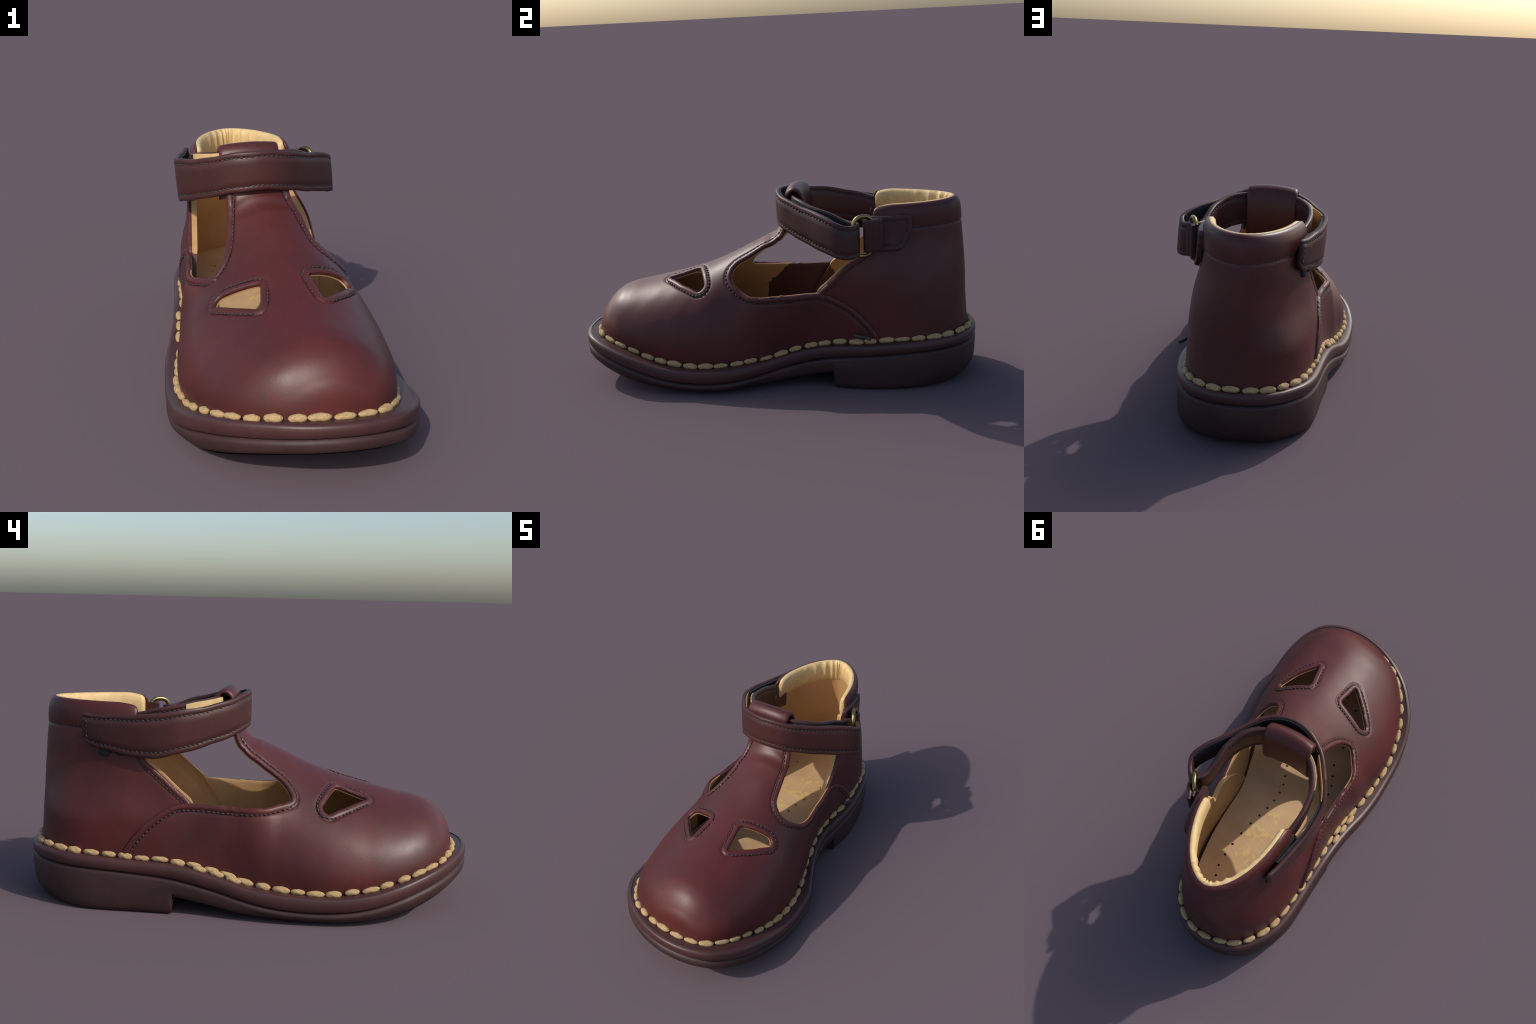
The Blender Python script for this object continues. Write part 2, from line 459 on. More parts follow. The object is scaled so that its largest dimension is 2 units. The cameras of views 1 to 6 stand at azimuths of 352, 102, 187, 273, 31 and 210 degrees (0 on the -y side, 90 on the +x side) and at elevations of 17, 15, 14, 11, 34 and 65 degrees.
foot_r = spline(s_list([-.930, -.925, -.917, -.885, -.81, -.71, -.62, -.53, -.44, -.36, -.29, -.21, -.13, -.05, .045, .13, .22, .35, .5, .65]),
                [.10, .150, .195, .248, .303, .336, .357, .368, .374, .374, .368, .352, .333, .308, .276, .252, .243, .252, .268, .262])
foot_l = spline(s_list([-.930, -.925, -.906, -.866, -.812, -.73, -.654, -.58, -.506, -.43, -.343, -.257, -.157, -.05, .06, .2, .35, .5, .62]),
                [.10, .020, -.07, -.16, -.232, -.293, -.331, -.356, -.372, -.384, -.389, -.385, -.375, -.360, -.338, -.327, -.325, -.32, -.308])
ridge_z = spline(s_list([-.930, -.927, -.918, -.89, -.853, -.803, -.747, -.667, -.578, -.443, -.34, -.22, -.13, -.05, .020, .052, .068, .09, .14, .65]),
                 [.225, .264, .321, .377, .421, .454, .472, .489, .510, .545, .577, .627, .671, .709, .752, .805, .875, .94, .97, 1.0])
ridge_x = spline(s_list([-.930, -.85, -.7, -.4, -.15, -.05, .03, .65]), [.10, .085, .06, .052, .048, .026, -.012, -.015])
# wall and crown fullness (right, left) and how far the wall bellies out
c_wall = spline(s_list([-.930, -.8, -.6, -.35, -.15, .05, .09, .14, .65]), [(.55, .55), (.65, .58), (.66, .55), (.66, .59), (.64, .57), (.60, .49), (.34, .30), (.28, .28), (.28, .28)])
c_top = spline(s_list([-.930, -.8, -.6, -.35, -.15, .05, .09, .14, .65]), [(.55, .55), (.52, .46), (.49, .35), (.49, .31), (.47, .38), (.58, .41), (.27, .22), (.20, .20), (.20, .20)])
bulge = spline(s_list([-.930, -.7, -.5, -.3, 0, .65]), [(.08, .05), (.17, .11), (.18, .17), (.16, .19), (.08, .07), (.0, .0)])

def arch(sd, s, k):
    """Section point: side +1/-1 array, station s, height fraction k (0 welt, 1 ridge)."""
    y = y_of_s(s)
    xf = np.where(sd > 0, foot_r(s), foot_l(s)); zf = z_welt(y) - .025 * smooth(0, .05, s)
    xr = ridge_x(s); zr = np.maximum(ridge_z(s), zf + .001)
    hw = xf - xr
    pick = lambda f: np.where(sd > 0, f(s)[..., 0], f(s)[..., 1])
    x1 = xr + hw * (1 + pick(bulge)); z1 = zf + (zr - zf) * pick(c_wall)
    x2 = xr + hw * pick(c_top)
    q = 1 - k
    x = q**3*xf + 3*q*q*k*x1 + 3*q*k*k*x2 + k**3*xr
    z = q**3*zf + 3*q*q*k*z1 + 3*q*k*k*zr + k**3*zr
    w = smooth(-.24, .18, y) * (1 - smooth(.50, .64, z))
    xs = np.where(sd > 0, side_x(1, y, z), side_x(-1, y, z)) + sd * .010
    return np.stack([x*(1-w) + xs*w, y, z], -1)

GW = .62
def vamp_map(uv):
    d, s = uv[:, 0], np.maximum(uv[:, 1], 0)
    sd = np.where(d >= 0, 1.0, -1.0)
    return arch(sd, s, 1 - np.clip(np.abs(d) / GW, 0, 1))

_k = np.linspace(0, 1, 300)
def dom_yz(sd, y, z):
    s = float(s_of_y(y)); P = arch(np.full(300, sd), np.full(300, s), _k)
    return (sd * GW * (1 - float(np.interp(z, P[:, 2], _k))), s)
def dom_xy(x, y):
    s = float(s_of_y(y)); sd = 1.0 if x >= float(ridge_x(s)) else -1.0
    P = arch(np.full(300, sd), np.full(300, s), _k)[70:]
    return (sd * GW * (1 - float(np.interp(sd * -x, sd * -P[:, 0], _k[70:]))), s)

# trim lines seen from the side (y, z)
wing_r = [(.545, .20), (.535, .258), (.492, .325), (.417, .400), (.333, .453), (.262, .478), (.20, .478), (.07, .470), (-.055, .466), (-.105, .474), (-.142, .496)]
wing_l = [(.55, .20), (.538, .255), (.479, .343), (.395, .424), (.312, .472), (.244, .480), (.11, .474), (-.016, .472), (-.095, .476), (-.140, .487)]
# edges of the T-bar in plan (x, y)
bar_r = [(.262, -.173), (.237, -.192), (.202, -.189), (.178, -.166), (.167, -.130), (.154, -.065), (.140, .0), (.123, .047), (.113, .074), (.106, .100)]
bar_l = [(-.262, -.170), (-.243, -.187), (-.219, -.178), (-.198, -.157), (-.181, -.124), (-.164, -.057), (-.152, .009), (-.146, .051), (-.142, .085), (-.138, .103)]
def trim_line(sd, side_pts, plan_pts):
    a = [dom_yz(sd, *p) for p in resample(catmull(side_pts, sub=16), .006)]
    b = [dom_xy(*p) for p in resample(catmull(plan_pts, sub=16), .006)]
    line = resample(np.vstack([a, b]), .006)
    k = len(resample(np.array(a), .006))
    for _ in range(14):                      # fair the joint between the two descriptions
        line[k-7:k+7] = .25*line[k-8:k+6] + .5*line[k-7:k+7] + .25*line[k-6:k+8]
    return line
right = trim_line(1, wing_r, bar_r); left = trim_line(-1, wing_l, bar_l)
for L in (right, left):
    for _ in range(3): L[1:-1] = .25*L[:-2] + .5*L[1:-1] + .25*L[2:]
# top of the tongue, hidden inside the folded loop
tongue_top = [dom_xy(x, .064 + 3.0*(x + .015)**2) for x in np.linspace(.085, -.115, 9)]
bottom_r = [(GW, s) for s in np.linspace(.004, right[0][1], 90)]
bottom_l = [(-GW, s) for s in np.linspace(left[0][1], .004, 90)]
toe_cut = [(d, .004) for d in np.linspace(-GW, GW, 12)[1:-1]]
outline = np.array(bottom_r + [tuple(p) for p in right] + tongue_top + [tuple(p) for p in left[::-1]] + bottom_l + toe_cut)

def rounded(poly, r, n=6):
    poly = np.array(poly, float); out = []
    for i in range(len(poly)):
        p, a, b = poly[i], poly[i-1], poly[(i+1) % len(poly)]
        u = p + (a-p)/np.linalg.norm(a-p)*r; v = p + (b-p)/np.linalg.norm(b-p)*r
        for t in np.linspace(0, 1, n): out.append((1-t)**2*u + 2*t*(1-t)*p + t*t*v)
    return np.array(out)
eye_r = rounded([(.100, -.385), (.250, -.326), (.270, -.354), (.212, -.448), (.124, -.542)], .016)
eye_l = rounded([(-.082, -.384), (-.236, -.318), (-.258, -.345), (-.190, -.432), (-.104, -.524)], .016)
eyes = [np.array([dom_xy(*p) for p in resample(e, .006, closed=True)]) for e in (eye_r, eye_l)]

uv, T = triangulate(outline, eyes, .0062)
P = vamp_map(uv)
trim3 = np.vstack([resample(vamp_map(right), .003), resample(vamp_map(left), .003)] + [resample(vamp_map(e), .003, closed=True) for e in eyes])
dist = dist_to(P, trim3)
SEAM = .030
def edge_relief(d, seam=SEAM, rise=.003, groove=.0055):
    round_off = -.006 * np.clip(1 - d / .008, 0, 1)**2
    band = rise * (1 - smooth(seam - .006, seam + .006, d))
    puff = .0008 * np.sin(np.clip(d / seam, 0, 1) * math.pi)
    cut = -groove * np.exp(-((d - seam) / .0062)**2)
    return round_off + band + puff + cut
ref = np.array([0, -.2, .25])
wob = .0003 * np.sin(P[:, 0]*31 + P[:, 1]*23) * np.sin(P[:, 1]*37 - P[:, 2]*29)
V, F = shell(uv, T, vamp_map, edge_relief(dist) + wob, -.012, ref)
vamp = mesh_object("vamp", V, F, LEATHER, angle=55)
V, F = shell(uv, T, vamp_map, -.013, -.022 + .004*np.clip(1 - dist/.01, 0, 1), ref)
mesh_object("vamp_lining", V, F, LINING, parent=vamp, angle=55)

# ------------------------------------------------------------------ seam threads: short dark dashes along offset lines
thread_parts = []
def dash(p, q, n, r):
    """One capsule-like stitch from p to q lying on a surface with normal n."""
    t = q - p; L = np.linalg.norm(t)
    if L < 1e-6: return
    t = t / L; b = np.cross(n, t); rings = []
    for u, k in ((0, .25), (.12, .8), (.5, 1.0), (.88, .8), (1, .25)):
        c = p + t*L*u + n * (r*.55*math.sin(u*math.pi) - r*.25)
        a = np.linspace(0, 2*np.pi, 6, endpoint=False)
        rings.append(c + r*k*(np.cos(a)[:, None]*b + .8*np.sin(a)[:, None]*n))
    thread_parts.append(loft(rings))

def stitch_line(path, normals, pitch=.021, r=.0038, fill=.80):
    L = np.r_[0, np.cumsum(np.linalg.norm(np.diff(path, axis=0), axis=1))]
    at = lambda s, A: np.array([np.interp(s, L, A[:, k]) for k in range(3)])
    s = 0.0
    while s + pitch < L[-1]:
        w = pitch * (fill + rng.uniform(-.08, .08)); n = at(s, normals); n /= np.linalg.norm(n)
        dash(at(s, path) + n*rng.uniform(-.0005, .001), at(s+w, path), n, r*rng.uniform(.85, 1.15)); s += pitch * rng.uniform(.93, 1.07)

def inset_curve(uvline, fmap, inset, ref, lift=0.0, closed=False, toward=None):
    """3D line parallel to a trim line, moved inward over the surface."""
    uvl = resample(uvline, .006, closed=closed)
    e = 1e-3
    P0 = fmap(uvl)
    du = (fmap(uvl + [e, 0]) - fmap(uvl - [e, 0])) / (2*e); dv = (fmap(uvl + [0, e]) - fmap(uvl - [0, e])) / (2*e)
    N = np.cross(du, dv); N /= np.linalg.norm(N, axis=1)[:, None]
    if ((P0 - ref) * N).sum() < 0: N = -N
    T3 = (np.roll(P0, -1, 0) - np.roll(P0, 1, 0)) if closed else np.gradient(P0, axis=0)
    T3 /= np.linalg.norm(T3, axis=1)[:, None]
    I3 = np.cross(N, T3)
    out = None
    for sg in (1, -1):
        w = I3 * sg * inset
        A = np.einsum('ij,ij->i', du, du); Bc = np.einsum('ij,ij->i', du, dv); C = np.einsum('ij,ij->i', dv, dv)
        b1 = np.einsum('ij,ij->i', du, w); b2 = np.einsum('ij,ij->i', dv, w); D = A*C - Bc*Bc
        q = uvl + np.stack([(C*b1 - Bc*b2)/D, (A*b2 - Bc*b1)/D], 1)
        ok = toward(q)
        if out is None or ok > out[0]: out = (ok, q)
    q = out[1]
    for _ in range(6): q[1:-1] = .25*q[:-2] + .5*q[1:-1] + .25*q[2:]
    if closed: q = np.vstack([q, q[:1]]); N = np.vstack([N, N[:1]])
    return fmap(q) + N*lift, N

in_vamp = lambda q: inside(outline, q).sum() - sum(inside(e, q).sum() for e in eyes)
for line, cl in ((right, False), (left, False), (eyes[0], True), (eyes[1], True)):
    path, nn = inset_curve(np.array(line), vamp_map, SEAM, ref, .0005, cl, in_vamp)
    stitch_line(path, nn)

# ------------------------------------------------------------------ quarter leather and lining
COLLAR_Z = .785
front_r = [(.10, .14), (.16, .34), (.245, .478), (.307, .538), (.378, .610), (.425, .643), (.468, .668), (.482, .70), (.490, .745), (.500, .80)]
front_l = [(.10, .14), (.16, .34), (.245, .480), (.316, .543), (.40, .617), (.44, .648), (.458, .68), (.462, .72), (.470, .76), (.478, .80)]
fr = np.array([(run_of(1, y, z), z) for y, z in catmull(front_r, sub=6)])
fl = np.array([(run_of(-1, y, z), z) for y, z in catmull(front_l, sub=6)])
top_run = [(a, .80) for a in np.linspace(fr[-1, 0], fl[-1, 0], 120)[1:-1]]
def low_z(a):
    z = .2
    for _ in range(4): z = float(z_welt(quarter_at(np.array([a]), np.array([z]))[0, 1])) - .022
    return z
bot_run = [(a, low_z(a)) for a in np.linspace(fl[0, 0], fr[0, 0], 160)]
qout = np.vstack([fr, top_run, fl[::-1], bot_run])
uvq, Tq = triangulate(qout, [], .0085)
Pq = quarter_map(uvq)
q_trim = np.vstack([resample(quarter_map(fr), .003), resample(quarter_map(fl), .003)])
dq = dist_to(Pq, q_trim)
refq = np.array([-.03, .5, .5])
groove_c = -.005 * np.exp(-((uvq[:, 1] - COLLAR_Z) / .006)**2)
wobq = .0008 * np.sin(Pq[:, 0]*17 + Pq[:, 2]*21) * np.sin(Pq[:, 1]*19 - Pq[:, 2]*13)
V, F = shell(uvq, Tq, quarter_map, edge_relief(dq, .026, .002, .003) + groove_c + wobq, -.013, refq)
quarter = mesh_object("quarter", V, F, LEATHER, angle=55)
fr2, fl2 = fr.copy(), fl.copy()          # lining stands a little proud of the leather's front edge
fr2[:, 0] -= .011 * smooth(.46, .50, fr[:, 1]); fl2[:, 0] += .011 * smooth(.46, .50, fl[:, 1])
uvl, Tl = triangulate(np.vstack([fr2, top_run, fl2[::-1], bot_run]), [], .012)
dq = dist_to(quarter_map(uvl), np.vstack([resample(quarter_map(fr2), .003), resample(quarter_map(fl2), .003)]))
seam_l = -.002 * np.exp(-((dq - .05) / .006)**2)
V, F = shell(uvl, Tl, quarter_map, -.0135, -.027 - .014*smooth(.55, .75, quarter_map(uvl)[:, 1]) - seam_l - .010*np.clip(1 - dq/.02, 0, 1), refq)
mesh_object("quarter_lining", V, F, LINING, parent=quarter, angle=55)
in_q = lambda q: inside(qout, q).sum()
for line in (fr[12:], fl[12:]):
    path, nn = inset_curve(line, quarter_map, .026, refq, -.001, False, in_q)
    stitch_line(path, nn, r=.0035)

# ------------------------------------------------------------------ padded collar
a0 = run_of(1, .512, .84); a1 = run_of(-1, .482, .84)
outer_prof = [(.001, .783), (.003, .790), (.005, .812), (.006, .842), (.004, .868), (-.002, .886), (-.010, .896), (-.019, .897), (-.023, .886), (-.012, .860), (-.008, .82), (-.006, .79)]
inner_prof = [(-.012, .886), (-.021, .898), (-.033, .898), (-.044, .886), (-.049, .862), (-.051, .83), (-.049, .800), (-.043, .778), (-.034, .762), (-.022, .78), (-.012, .83), (-.010, .87)]
def collar_rings(prof, n, ribs=0.0, trim=0.0):
    rings = []
    for i, t in enumerate(np.linspace(0, 1, n)):
        a = a0 + trim + (a1 - a0 - 2*trim) * t
        end = min(t, 1 - t) * (a1 - a0)
        shrink = math.sqrt(max(0.0, 1 - max(0.0, 1 - end/.022)**2)) * .75 + .25
        lift = .003 * math.exp(-((t - .5)/.22)**2) - .018 * max(0, 1 - end/.10)**2
        mo = np.mean([p[0] for p in prof]); mz = np.mean([p[1] for p in prof])
        ring = []
        for o, z in prof:
            oo = mo + (o - mo)*shrink; zz = mz + (z - mz)*(.55 + .45*shrink)
            zl = zz + lift * (1 if z > .8 else .3)
            p = quarter_at(np.array([a]), np.array([min(zz, .9)]))[0]
            q = quarter_at(np.array([a - .004, a + .004]), np.array([min(zz, .9)]*2))
            tt = q[1] - q[0]; nrm = np.array([tt[1], -tt[0], 0]); nrm /= np.linalg.norm(nrm)
            if nrm @ (p - np.array([-.03, .45, p[2]])) < 0: nrm = -nrm
            if ribs and o < -.025 and z < .893:
                mid = smooth(.15, .35, t) * (1 - smooth(.70, .88, t))
                ph = a*96 + 2.2*math.sin(a*11)
                oo += ribs * float(mid) * (abs(math.sin(ph/2)) - .55) * (1 if z > .8 else .5)
            ring.append(p + nrm*oo + np.array([0, 0, zl - p[2]]))
        rings.append(np.array(ring))
    return rings
V, F = loft(collar_rings(outer_prof, 150)); collar = mesh_object("collar", V, F, LEATHER, angle=60)
V, F = loft(collar_rings(inner_prof, 260, .009, .012)); mesh_object("collar_lining", V, F, COLLAR_LINING, parent=collar, angle=60)
aa = np.linspace(a0 + .02, a1 - .02, 200)
cp = quarter_at(aa, np.full_like(aa, COLLAR_Z))
ct = np.gradient(cp, axis=0); cn = np.stack([ct[:, 1], -ct[:, 0], 0*ct[:, 0]], 1); cn /= np.linalg.norm(cn, axis=1)[:, None]
if ((cp - refq)*cn).sum() < 0: cn = -cn
stitch_line(cp - cn*.001, cn)

# ------------------------------------------------------------------ sheet patches that follow the quarter
def patch(name, pts_yz, side, lo, hi, mat, parent=quarter, h=.010, seam=None, smooth_it=True):
    line = catmull(pts_yz, True, 6) if smooth_it else resample(pts_yz, h, closed=True)
    dom = np.array([(run_of(side, y, z), z) for y, z in line])
    uvp, Tp = triangulate(dom, [], h)
    edge = resample(quarter_map(dom), .003, closed=True); d = dist_to(quarter_map(uvp), edge)
    top = hi - .006*np.clip(1 - d/.010, 0, 1)**2
    if seam: top = top - .004*np.exp(-((d - seam)/.005)**2)
    V, F = shell(uvp, Tp, quarter_map, top, lo, refq)
    ob = mesh_object(name, V, F, mat, parent=parent, angle=60)
    if seam:
        inq = lambda q: inside(dom, q).sum()
        path, nn = inset_curve(dom, quarter_map, seam, refq, hi - .002, True, inq)
        stitch_line(path, nn, r=.0032)
    return ob

tab = patch("ring_tab", rounded([(.462, .848), (.688, .852), (.690, .775), (.655, .690), (.625, .676), (.470, .682)], .018),
            1, .002, .027, STRAP, seam=.024, smooth_it=False)
saw = [(.49, .83), (.64, .83), (.648, .672), (.615, .662), (.585, .690), (.555, .668), (.535, .676), (.51, .694), (.49, .70)]
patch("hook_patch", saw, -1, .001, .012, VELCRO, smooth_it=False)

# ------------------------------------------------------------------ strap: one long band from the left collar, through ring, and back round
strap_ctrl = [  # x, y, z top, z bottom
    (-.222, .560, .850, .700), (-.238, .480, .860, .710), (-.252, .390, .880, .728), (-.243, .280, .902, .750), (-.208, .200, .918, .765), (-.160, .148, .926, .772), (-.05, .106, .930, .777),
    (.045, .106, .930, .777), (.105, .122, .926, .772), (.168, .172, .913, .758), (.210, .245, .890, .735), (.226, .330, .862, .706),
    (.240, .392, .836, .680), (.257, .430, .832, .675), (.283, .446, .830, .673), (.313, .434, .829, .672), (.337, .398, .832, .673),
    (.346, .358, .845, .682), (.313, .297, .872, .700), (.243, .212, .890, .720), (.176, .126, .911, .746), (.112, .060, .930, .768), (.048, .030, .942, .782),
    (-.025, .019, .946, .786), (-.108, .038, .938, .776), (-.194, .094, .917, .752), (-.250, .170, .897, .727), (-.292, .240, .886, .707),
    (-.318, .310, .876, .690), (-.322, .390, .864, .672), (-.314, .470, .856, .672), (-.294, .560, .851, .686), (-.273, .650, .849, .702), (-.252, .722, .851, .722)]
SP = catmull(strap_ctrl, sub=14)
Ls = np.r_[0, np.cumsum(np.linalg.norm(np.diff(SP[:, :2], axis=0), axis=1))]
sp = lambda s: np.stack([np.interp(s, Ls, SP[:, k]) for k in range(4)], -1)
ctrl_s = [float(Ls[min(i*14, len(Ls)-1)]) for i in range(len(strap_ctrl))]
st = np.linspace(0, Ls[-1], 420); S = sp(st)
tan = np.gradient(S[:, :2], axis=0); tan /= np.linalg.norm(tan, axis=1)[:, None]
SN = np.stack([-tan[:, 1], tan[:, 0]], 1)       # left of travel: inward on the inner run, outward on the outer
TH = .0110
prof = [(0, .0), (.0, .55), (.025, .9), (.07, 1.0), (.115, .95), (.135, .72), (.155, .98), (.30, 1.05), (.5, 1.08), (.7, 1.05), (.845, .98), (.865, .72), (.885, .95), (.93, 1.0), (.975, .9), (1, .55), (1, 0)]
def strap_point(i, v, o):
    x, y, zt, zb = S[i]; L_end = Ls[-1] - st[i]
    zb = zb + .030 * max(0.0, 1 - L_end/.05)**2
    zt = zt - .006 * max(0.0, 1 - L_end/.02)**2
    lean = .012 * (1 - v) * smooth(.12, .28, abs(x))
    return np.array([x + SN[i, 0]*o + lean, y + SN[i, 1]*o, zb + (zt - zb)*v + .0012*math.sin(st[i]*41 + 1.3*v)])
rings = []
for i in range(len(st)):
    k = min(1, (Ls[-1] - st[i])/.010 * .5 + .5)
    ring = [strap_point(i, v, -TH*w*k) for v, w in prof] + [strap_point(i, v, TH*w*k) for v, w in prof[-2:0:-1]]
    rings.append(np.array(ring))
V, F = loft(rings); strap = mesh_object("strap", V, F, STRAP, angle=50)
# which offset sign faces away from the foot on each run
for s_from, s_to, sg in ((ctrl_s[2], ctrl_s[-1] - .03, None),):
    for v in (.135, .865):
        for run, sign in (((ctrl_s[1], ctrl_s[14]), 1), ((ctrl_s[14], ctrl_s[-1] - .02), 1), ((ctrl_s[1], ctrl_s[14]), -1)):
            ids = [i for i in range(len(st)) if run[0] <= st[i] <= run[1]]
            path = np.array([strap_point(i, v, sign*TH*.80) for i in ids]); nn = np.array([[*(SN[i]*sign), 0] for i in ids])
            out = nn[:, :2] @ np.array([0, 0])
            stitch_line(path, nn, r=.0036)
i_end = [i for i in range(len(st)) if st[i] <= Ls[-1] - .022][-1]
endp = np.array([strap_point(i_end, v, sg*TH*.95) for sg in (1,) for v in np.linspace(.16, .86, 14)])
stitch_line(endp, np.array([[*SN[i_end], 0]]*14), r=.0036)

def strap_strip(name, s0, s1, sign, v0, v1, thick, mat):
    """Thin facing glued on one face of the strap."""
    rings = []
    for i in range(len(st)):
        if not s0 <= st[i] <= s1: continue
        a, b = TH*1.0, TH*1.1 + thick
        rings.append(np.array([strap_point(i, v0, sign*a), strap_point(i, v0, sign*b), strap_point(i, (v0+v1)/2, sign*(b+.001)), strap_point(i, v1, sign*b), strap_point(i, v1, sign*a)]))
    V, F = loft(rings); return mesh_object(name, V, F, mat, parent=strap, angle=50)
# outer run travels clockwise seen from above: its inner face is -SN or +SN, found from the heel centre
def facing(i): return 1 if SN[i] @ (S[i, :2] - np.array([0, .35])) > 0 else -1
i_out = int(np.argmin(abs(st - ctrl_s[24]))); OUT = facing(i_out)
i_in = int(np.argmin(abs(st - ctrl_s[6]))); INF = facing(i_in)
strap_strip("hook_strip", ctrl_s[17], ctrl_s[25], -OUT, .06, .97, .003, VELCRO)
strap_strip("hook_strip", ctrl_s[28], ctrl_s[32], -OUT, .06, .97, .010, VELCRO)
strap_strip("strap_lining", ctrl_s[25] + .01, ctrl_s[28] - .01, -OUT, .05, .97, .003, LINING)
strap_strip("hook_strip", ctrl_s[8], ctrl_s[12], INF, .06, .965, .003, VELCRO)
strap_strip("strap_lining", ctrl_s[3], ctrl_s[5] + .02, INF, .05, .97, .003, COLLAR_LINING)

# ------------------------------------------------------------------ tongue loop folded over the inner strap run
loop_line = catmull([(.048, .785), (.056, .825), (.063, .872), (.066, .910), (.076, .942), (.100, .959), (.126, .950), (.143, .920), (.151, .87), (.152, .81), (.148, .765), (.140, .735)], sub=6)
def loop_ring(u):
    x = -.165 + .243*u; end = min(u, 1-u)*.243
    r = .010 * math.sqrt(max(.05, 1 - max(0, 1 - end/.014)**2))
    t = np.gradient(loop_line, axis=0); t /= np.linalg.norm(t, axis=1)[:, None]; n = np.stack([-t[:, 1], t[:, 0]], 1)
    dy = .014*max(0.0, 1 - u/.45)**1.5 + .010*max(0.0, (u - .7)/.3)**1.5; sag = -.011*(2*u - 1)**2 + .004*(u-.5)
    mk = lambda q: np.column_stack([np.full(len(q), x), q[:, 0] + dy, q[:, 1] + sag])
    return np.vstack([mk(loop_line + n*r), mk((loop_line - n*r)[::-1])])
V, F = loft([loop_ring(u) for u in (0, .015, .035, .06, .2, .4, .6, .8, .94, .965, .985, 1)])
mesh_object("tongue_loop", V, F, LEATHER, parent=vamp, angle=50)

# ------------------------------------------------------------------ brass ring and the tab fold that holds it
rc = np.array([.268, .470, .766]); rd = np.array([-.45, .89, 0]); rd /= np.linalg.norm(rd)
ang = np.linspace(0, 2*np.pi, 64, endpoint=False)
e = .75
ring = [rc + rd*.056*np.sign(math.cos(a))*abs(math.cos(a))**e + np.array([0, 0, .095])*np.sign(math.sin(a))*abs(math.sin(a))**e for a in ang]
V, F = tube(resample(ring, n=96, closed=True), .0105, 12, True, np.array([rd[1], -rd[0], 0])); mesh_object("buckle_ring", V, F, BRASS, angle=80)
fold = catmull([(.248, .560), (.262, .520), (.284, .502), (.284, .484), (.267, .480), (.250, .500), (.238, .540)], sub=6)
t = np.gradient(fold, axis=0); t /= np.linalg.norm(t, axis=1)[:, None]; n = np.stack([-t[:, 1], t[:, 0]], 1)
rings = []
for z, k in ((.690, .5), (.693, .9), (.70, 1), (.77, 1), (.835, 1), (.842, .9), (.845, .5)):
    rings.append(np.vstack([np.column_stack([fold + n*.008*k, np.full(len(fold), z)]), np.column_stack([(fold - n*.008*k)[::-1], np.full(len(fold), z)])]))
V, F = loft(rings); mesh_object("tab_fold", V, F, STRAP, parent=tab, angle=50)

# loose end of thread standing off the right wing
V, F = tube(np.array([(.283, .42, .272), (.295, .45, .272), (.305, .478, .271), (.318, .500, .268)]), .008, 8)
mesh_object("thread_end", V, F, THREAD, parent=vamp)

# ------------------------------------------------------------------ all dark seam stitches in one mesh
V, F = join(thread_parts)
mesh_object("seam_thread", V, F, THREAD, angle=0, stuff=True)

# ------------------------------------------------------------------ insole with perforations
ins_line = FEATHER - out_normals(FEATHER) * (.026 + .022*smooth(.2, .6, FEATHER[:, 1:2]))
perf = [(.10, -.13), (.075, -.07), (.053, -.007), (.035, .046), (.027, .103), (.028, .162), (.037, .222), (.051, .283), (.069, .346), (.084, .42), (.095, .493), (.101, .562), (.1, .627), (.085, .682),
        (-.150, -.20), (-.174, -.134), (-.195, -.077), (-.205, -.02), (-.21, .05), (-.205, .12), (-.2, .19), (-.195, .26), (-.19, .33), (-.185, .41), (-.18, .49), (-.17, .57), (-.15, .64),
        (-.109, -.551), (-.125, -.48), (-.03, -.60), (.05, -.61), (.12, -.57), (.16, -.50), (.17, -.42), (-.14, -.40), (.165, -.34), (.155, -.27), (-.145, -.32)]
circ = lambda c, r: np.array([(c[0] + r*math.cos(a), c[1] + r*math.sin(a)) for a in np.linspace(0, 2*np.pi, 11)[:-1]])
def fine_tri(outer, holes):
    loops = [resample(outer, .03, closed=True)] + holes
    B = np.vstack(loops); G = np.array([(x, y) for x in np.arange(-.4, .4, .025) for y in np.arange(-.95, 1, .025)])
    keep = inside(loops[0], G); G = G[keep]; G = G[dist_to(G, B) > .012]
    ed = []; k = 0
    for L in loops: ed += [(k+i, k+(i+1) % len(L)) for i in range(len(L))]; k += len(L)
    Vv, _, Ff, *_ = delaunay_2d_cdt([Vector(p) for p in np.vstack([B, G])], ed, [], 0, 1e-7)
    Vv = np.array([(v.x, v.y) for v in Vv]); Ff = np.array(Ff); c = Vv[Ff].mean(1)
    k = inside(loops[0], c)
    for L in holes: k &= ~inside(L, c)
    return Vv, Ff[k]
def insole_map(uv): return np.column_stack([uv, z_welt(uv[:, 1]) + .040 + .10*np.maximum(0, np.abs(uv[:, 0]) - .16)])
uvi, Ti = fine_tri(ins_line, [circ(p, .0068) for p in perf])
V, F = shell(uvi, Ti, insole_map, 0.0, -.012, np.array([0, 0, -5]))
insole = mesh_object("insole", V, F, INSOLE, angle=40)
V, F = join([(np.column_stack([circ(p, .009), np.full(10, float(z_welt(p[1])) + .030 + .1*max(0, abs(p[0]) - .16))]), [tuple(range(10))]) for p in perf])
mesh_object("perforation", V, F, DARK, parent=insole, stuff=True)

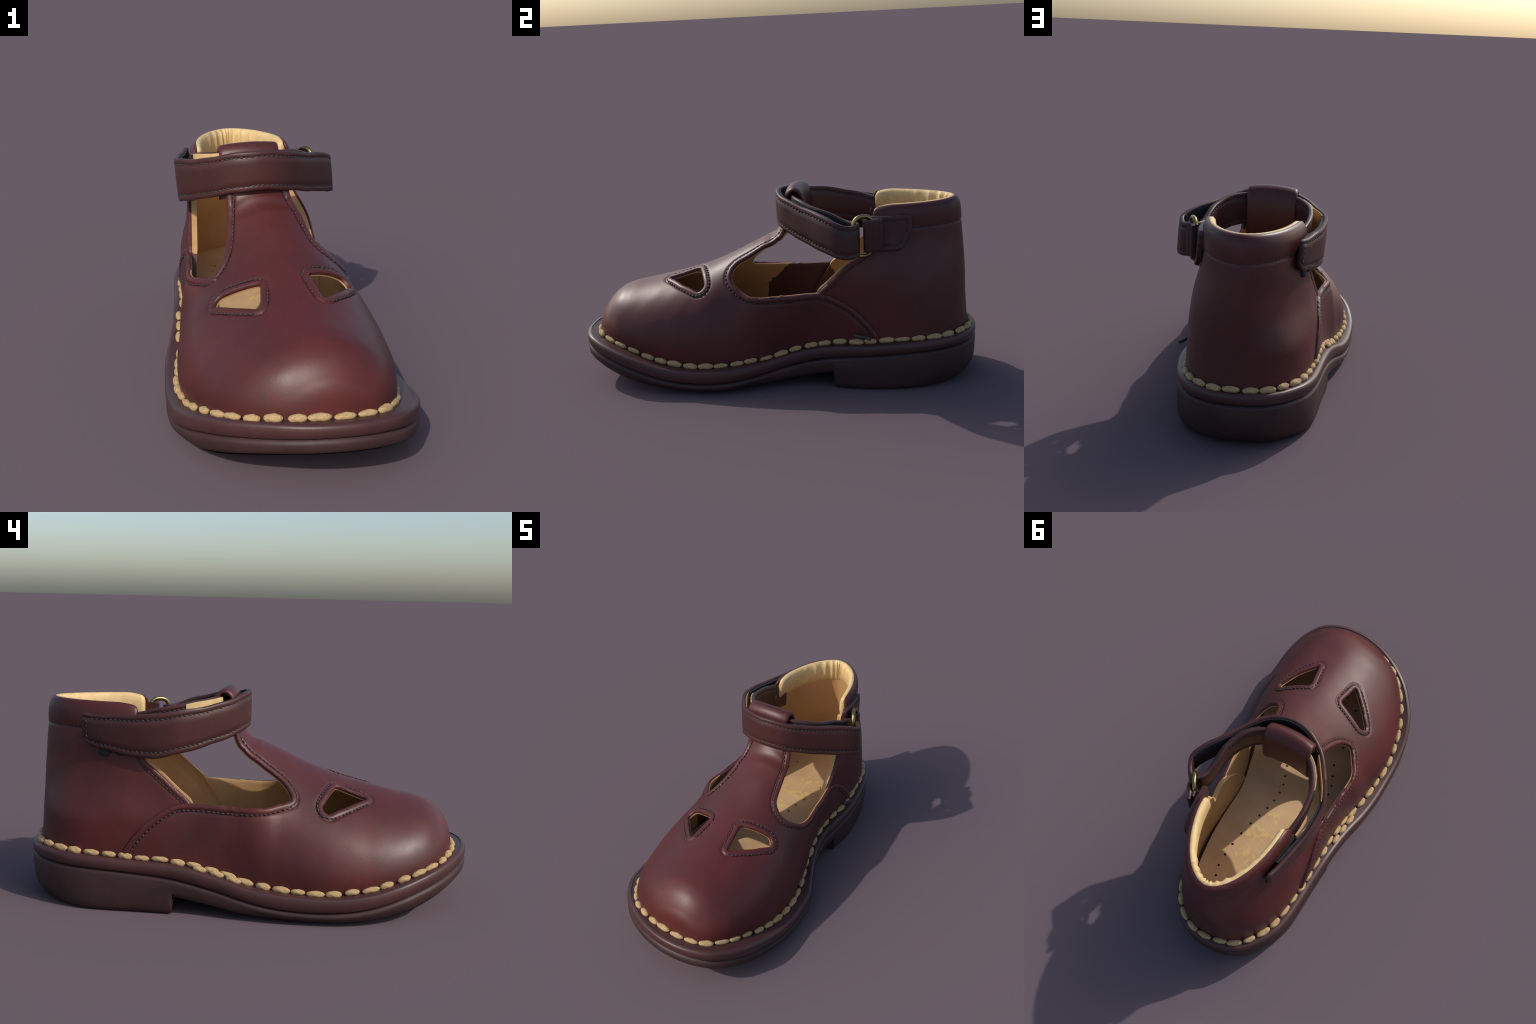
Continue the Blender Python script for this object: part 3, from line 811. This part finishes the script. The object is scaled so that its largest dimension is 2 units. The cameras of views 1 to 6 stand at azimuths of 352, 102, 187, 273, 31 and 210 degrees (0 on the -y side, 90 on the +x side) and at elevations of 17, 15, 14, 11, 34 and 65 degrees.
# ------------------------------------------------------------------ big cream stitches round the welt
def stitch_mesh():
    rings = []
    for u in np.sin(np.linspace(-math.pi/2, math.pi/2, 21)):
        r = max(.04, (1 - abs(u)**2.7)) ** .5
        a = np.linspace(0, 2*np.pi, 24, endpoint=False)
        k = r * (1 + .07*np.cos(3*a + 5*u) + .03*np.cos(7*a - 9*u))
        rings.append(np.column_stack([np.full(24, u), k*np.cos(a), k*np.sin(a)]))
    V, F = loft(rings)
    me = bpy.data.meshes.new("welt_stitch"); me.from_pydata([tuple(v) for v in V], [], F); me.update()
    me.polygons.foreach_set("use_smooth", [True]*len(me.polygons)); me.materials.append(YARN)
    return me
SM = stitch_mesh()
FN = out_normals(FEATHER); FL_ = np.r_[0, np.cumsum(np.linalg.norm(np.roll(FEATHER, -1, 0) - FEATHER, axis=1))]
FX = np.vstack([FEATHER, FEATHER[:1]]); FNX = np.vstack([FN, FN[:1]])
fat = lambda s, A: np.array([np.interp(s % FL_[-1], FL_, A[:, k]) for k in range(2)])
def add_stitch(s, half, off, lift, rad=.0160, tilt=0.0):
    p = fat(s, FX); n = fat(s, FNX); n /= np.linalg.norm(n)
    q0 = fat(s - half, FX); q1 = fat(s + half, FX)
    z = lambda q: float(z_welt(q[1]))
    t = np.array([*(q1 - q0), z(q1) - z(q0)]); t /= np.linalg.norm(t)
    nn = np.array([*n, 0.0]); b = np.cross(t, nn); b *= np.sign(b[2])
    nn = np.cross(b, t) * (1 if np.cross(b, t)[:2] @ n > 0 else -1)
    t = t + nn*tilt; t /= np.linalg.norm(t)
    c = np.array([*(p + n*off), z(p) + lift])
    M = Matrix(((t[0]*half, nn[0]*rad, b[0]*rad*.95, c[0]), (t[1]*half, nn[1]*rad, b[1]*rad*.95, c[1]), (t[2]*half, nn[2]*rad, b[2]*rad*.95, c[2]), (0, 0, 0, 1)))
    ob = bpy.data.objects.new("welt_stitch", SM); bpy.context.collection.objects.link(ob)
    ob.parent = ROOT; ob.matrix_world = M
s = 0.0; total = FL_[-1]; n_st = int(total / .0745)
pitch = total / n_st; s = .0
for i in range(n_st):
    p = fat(s, FX)
    half = pitch*.5*rng.uniform(.82, 1.04)
    if p[1] > .9: half *= 1.0
    add_stitch(s + rng.uniform(-.004, .004), half, (.012 if p[0] > 0 and .08 < p[1] < .48 else .006 + .009*float(smooth(-.75, -.5, p[1])*(1 - smooth(-.15, .05, p[1])))) + rng.uniform(-.002, .002), .0095 + rng.uniform(-.0025, .0025), .0146*rng.uniform(.82, 1.15), rng.uniform(-.10, .10))
    if p[0] < 0 and .06 < p[1] < .27:
        add_stitch(s + pitch*.35, half*.9, .031, .008, .0135, rng.uniform(-.1, .1))
    s += pitch
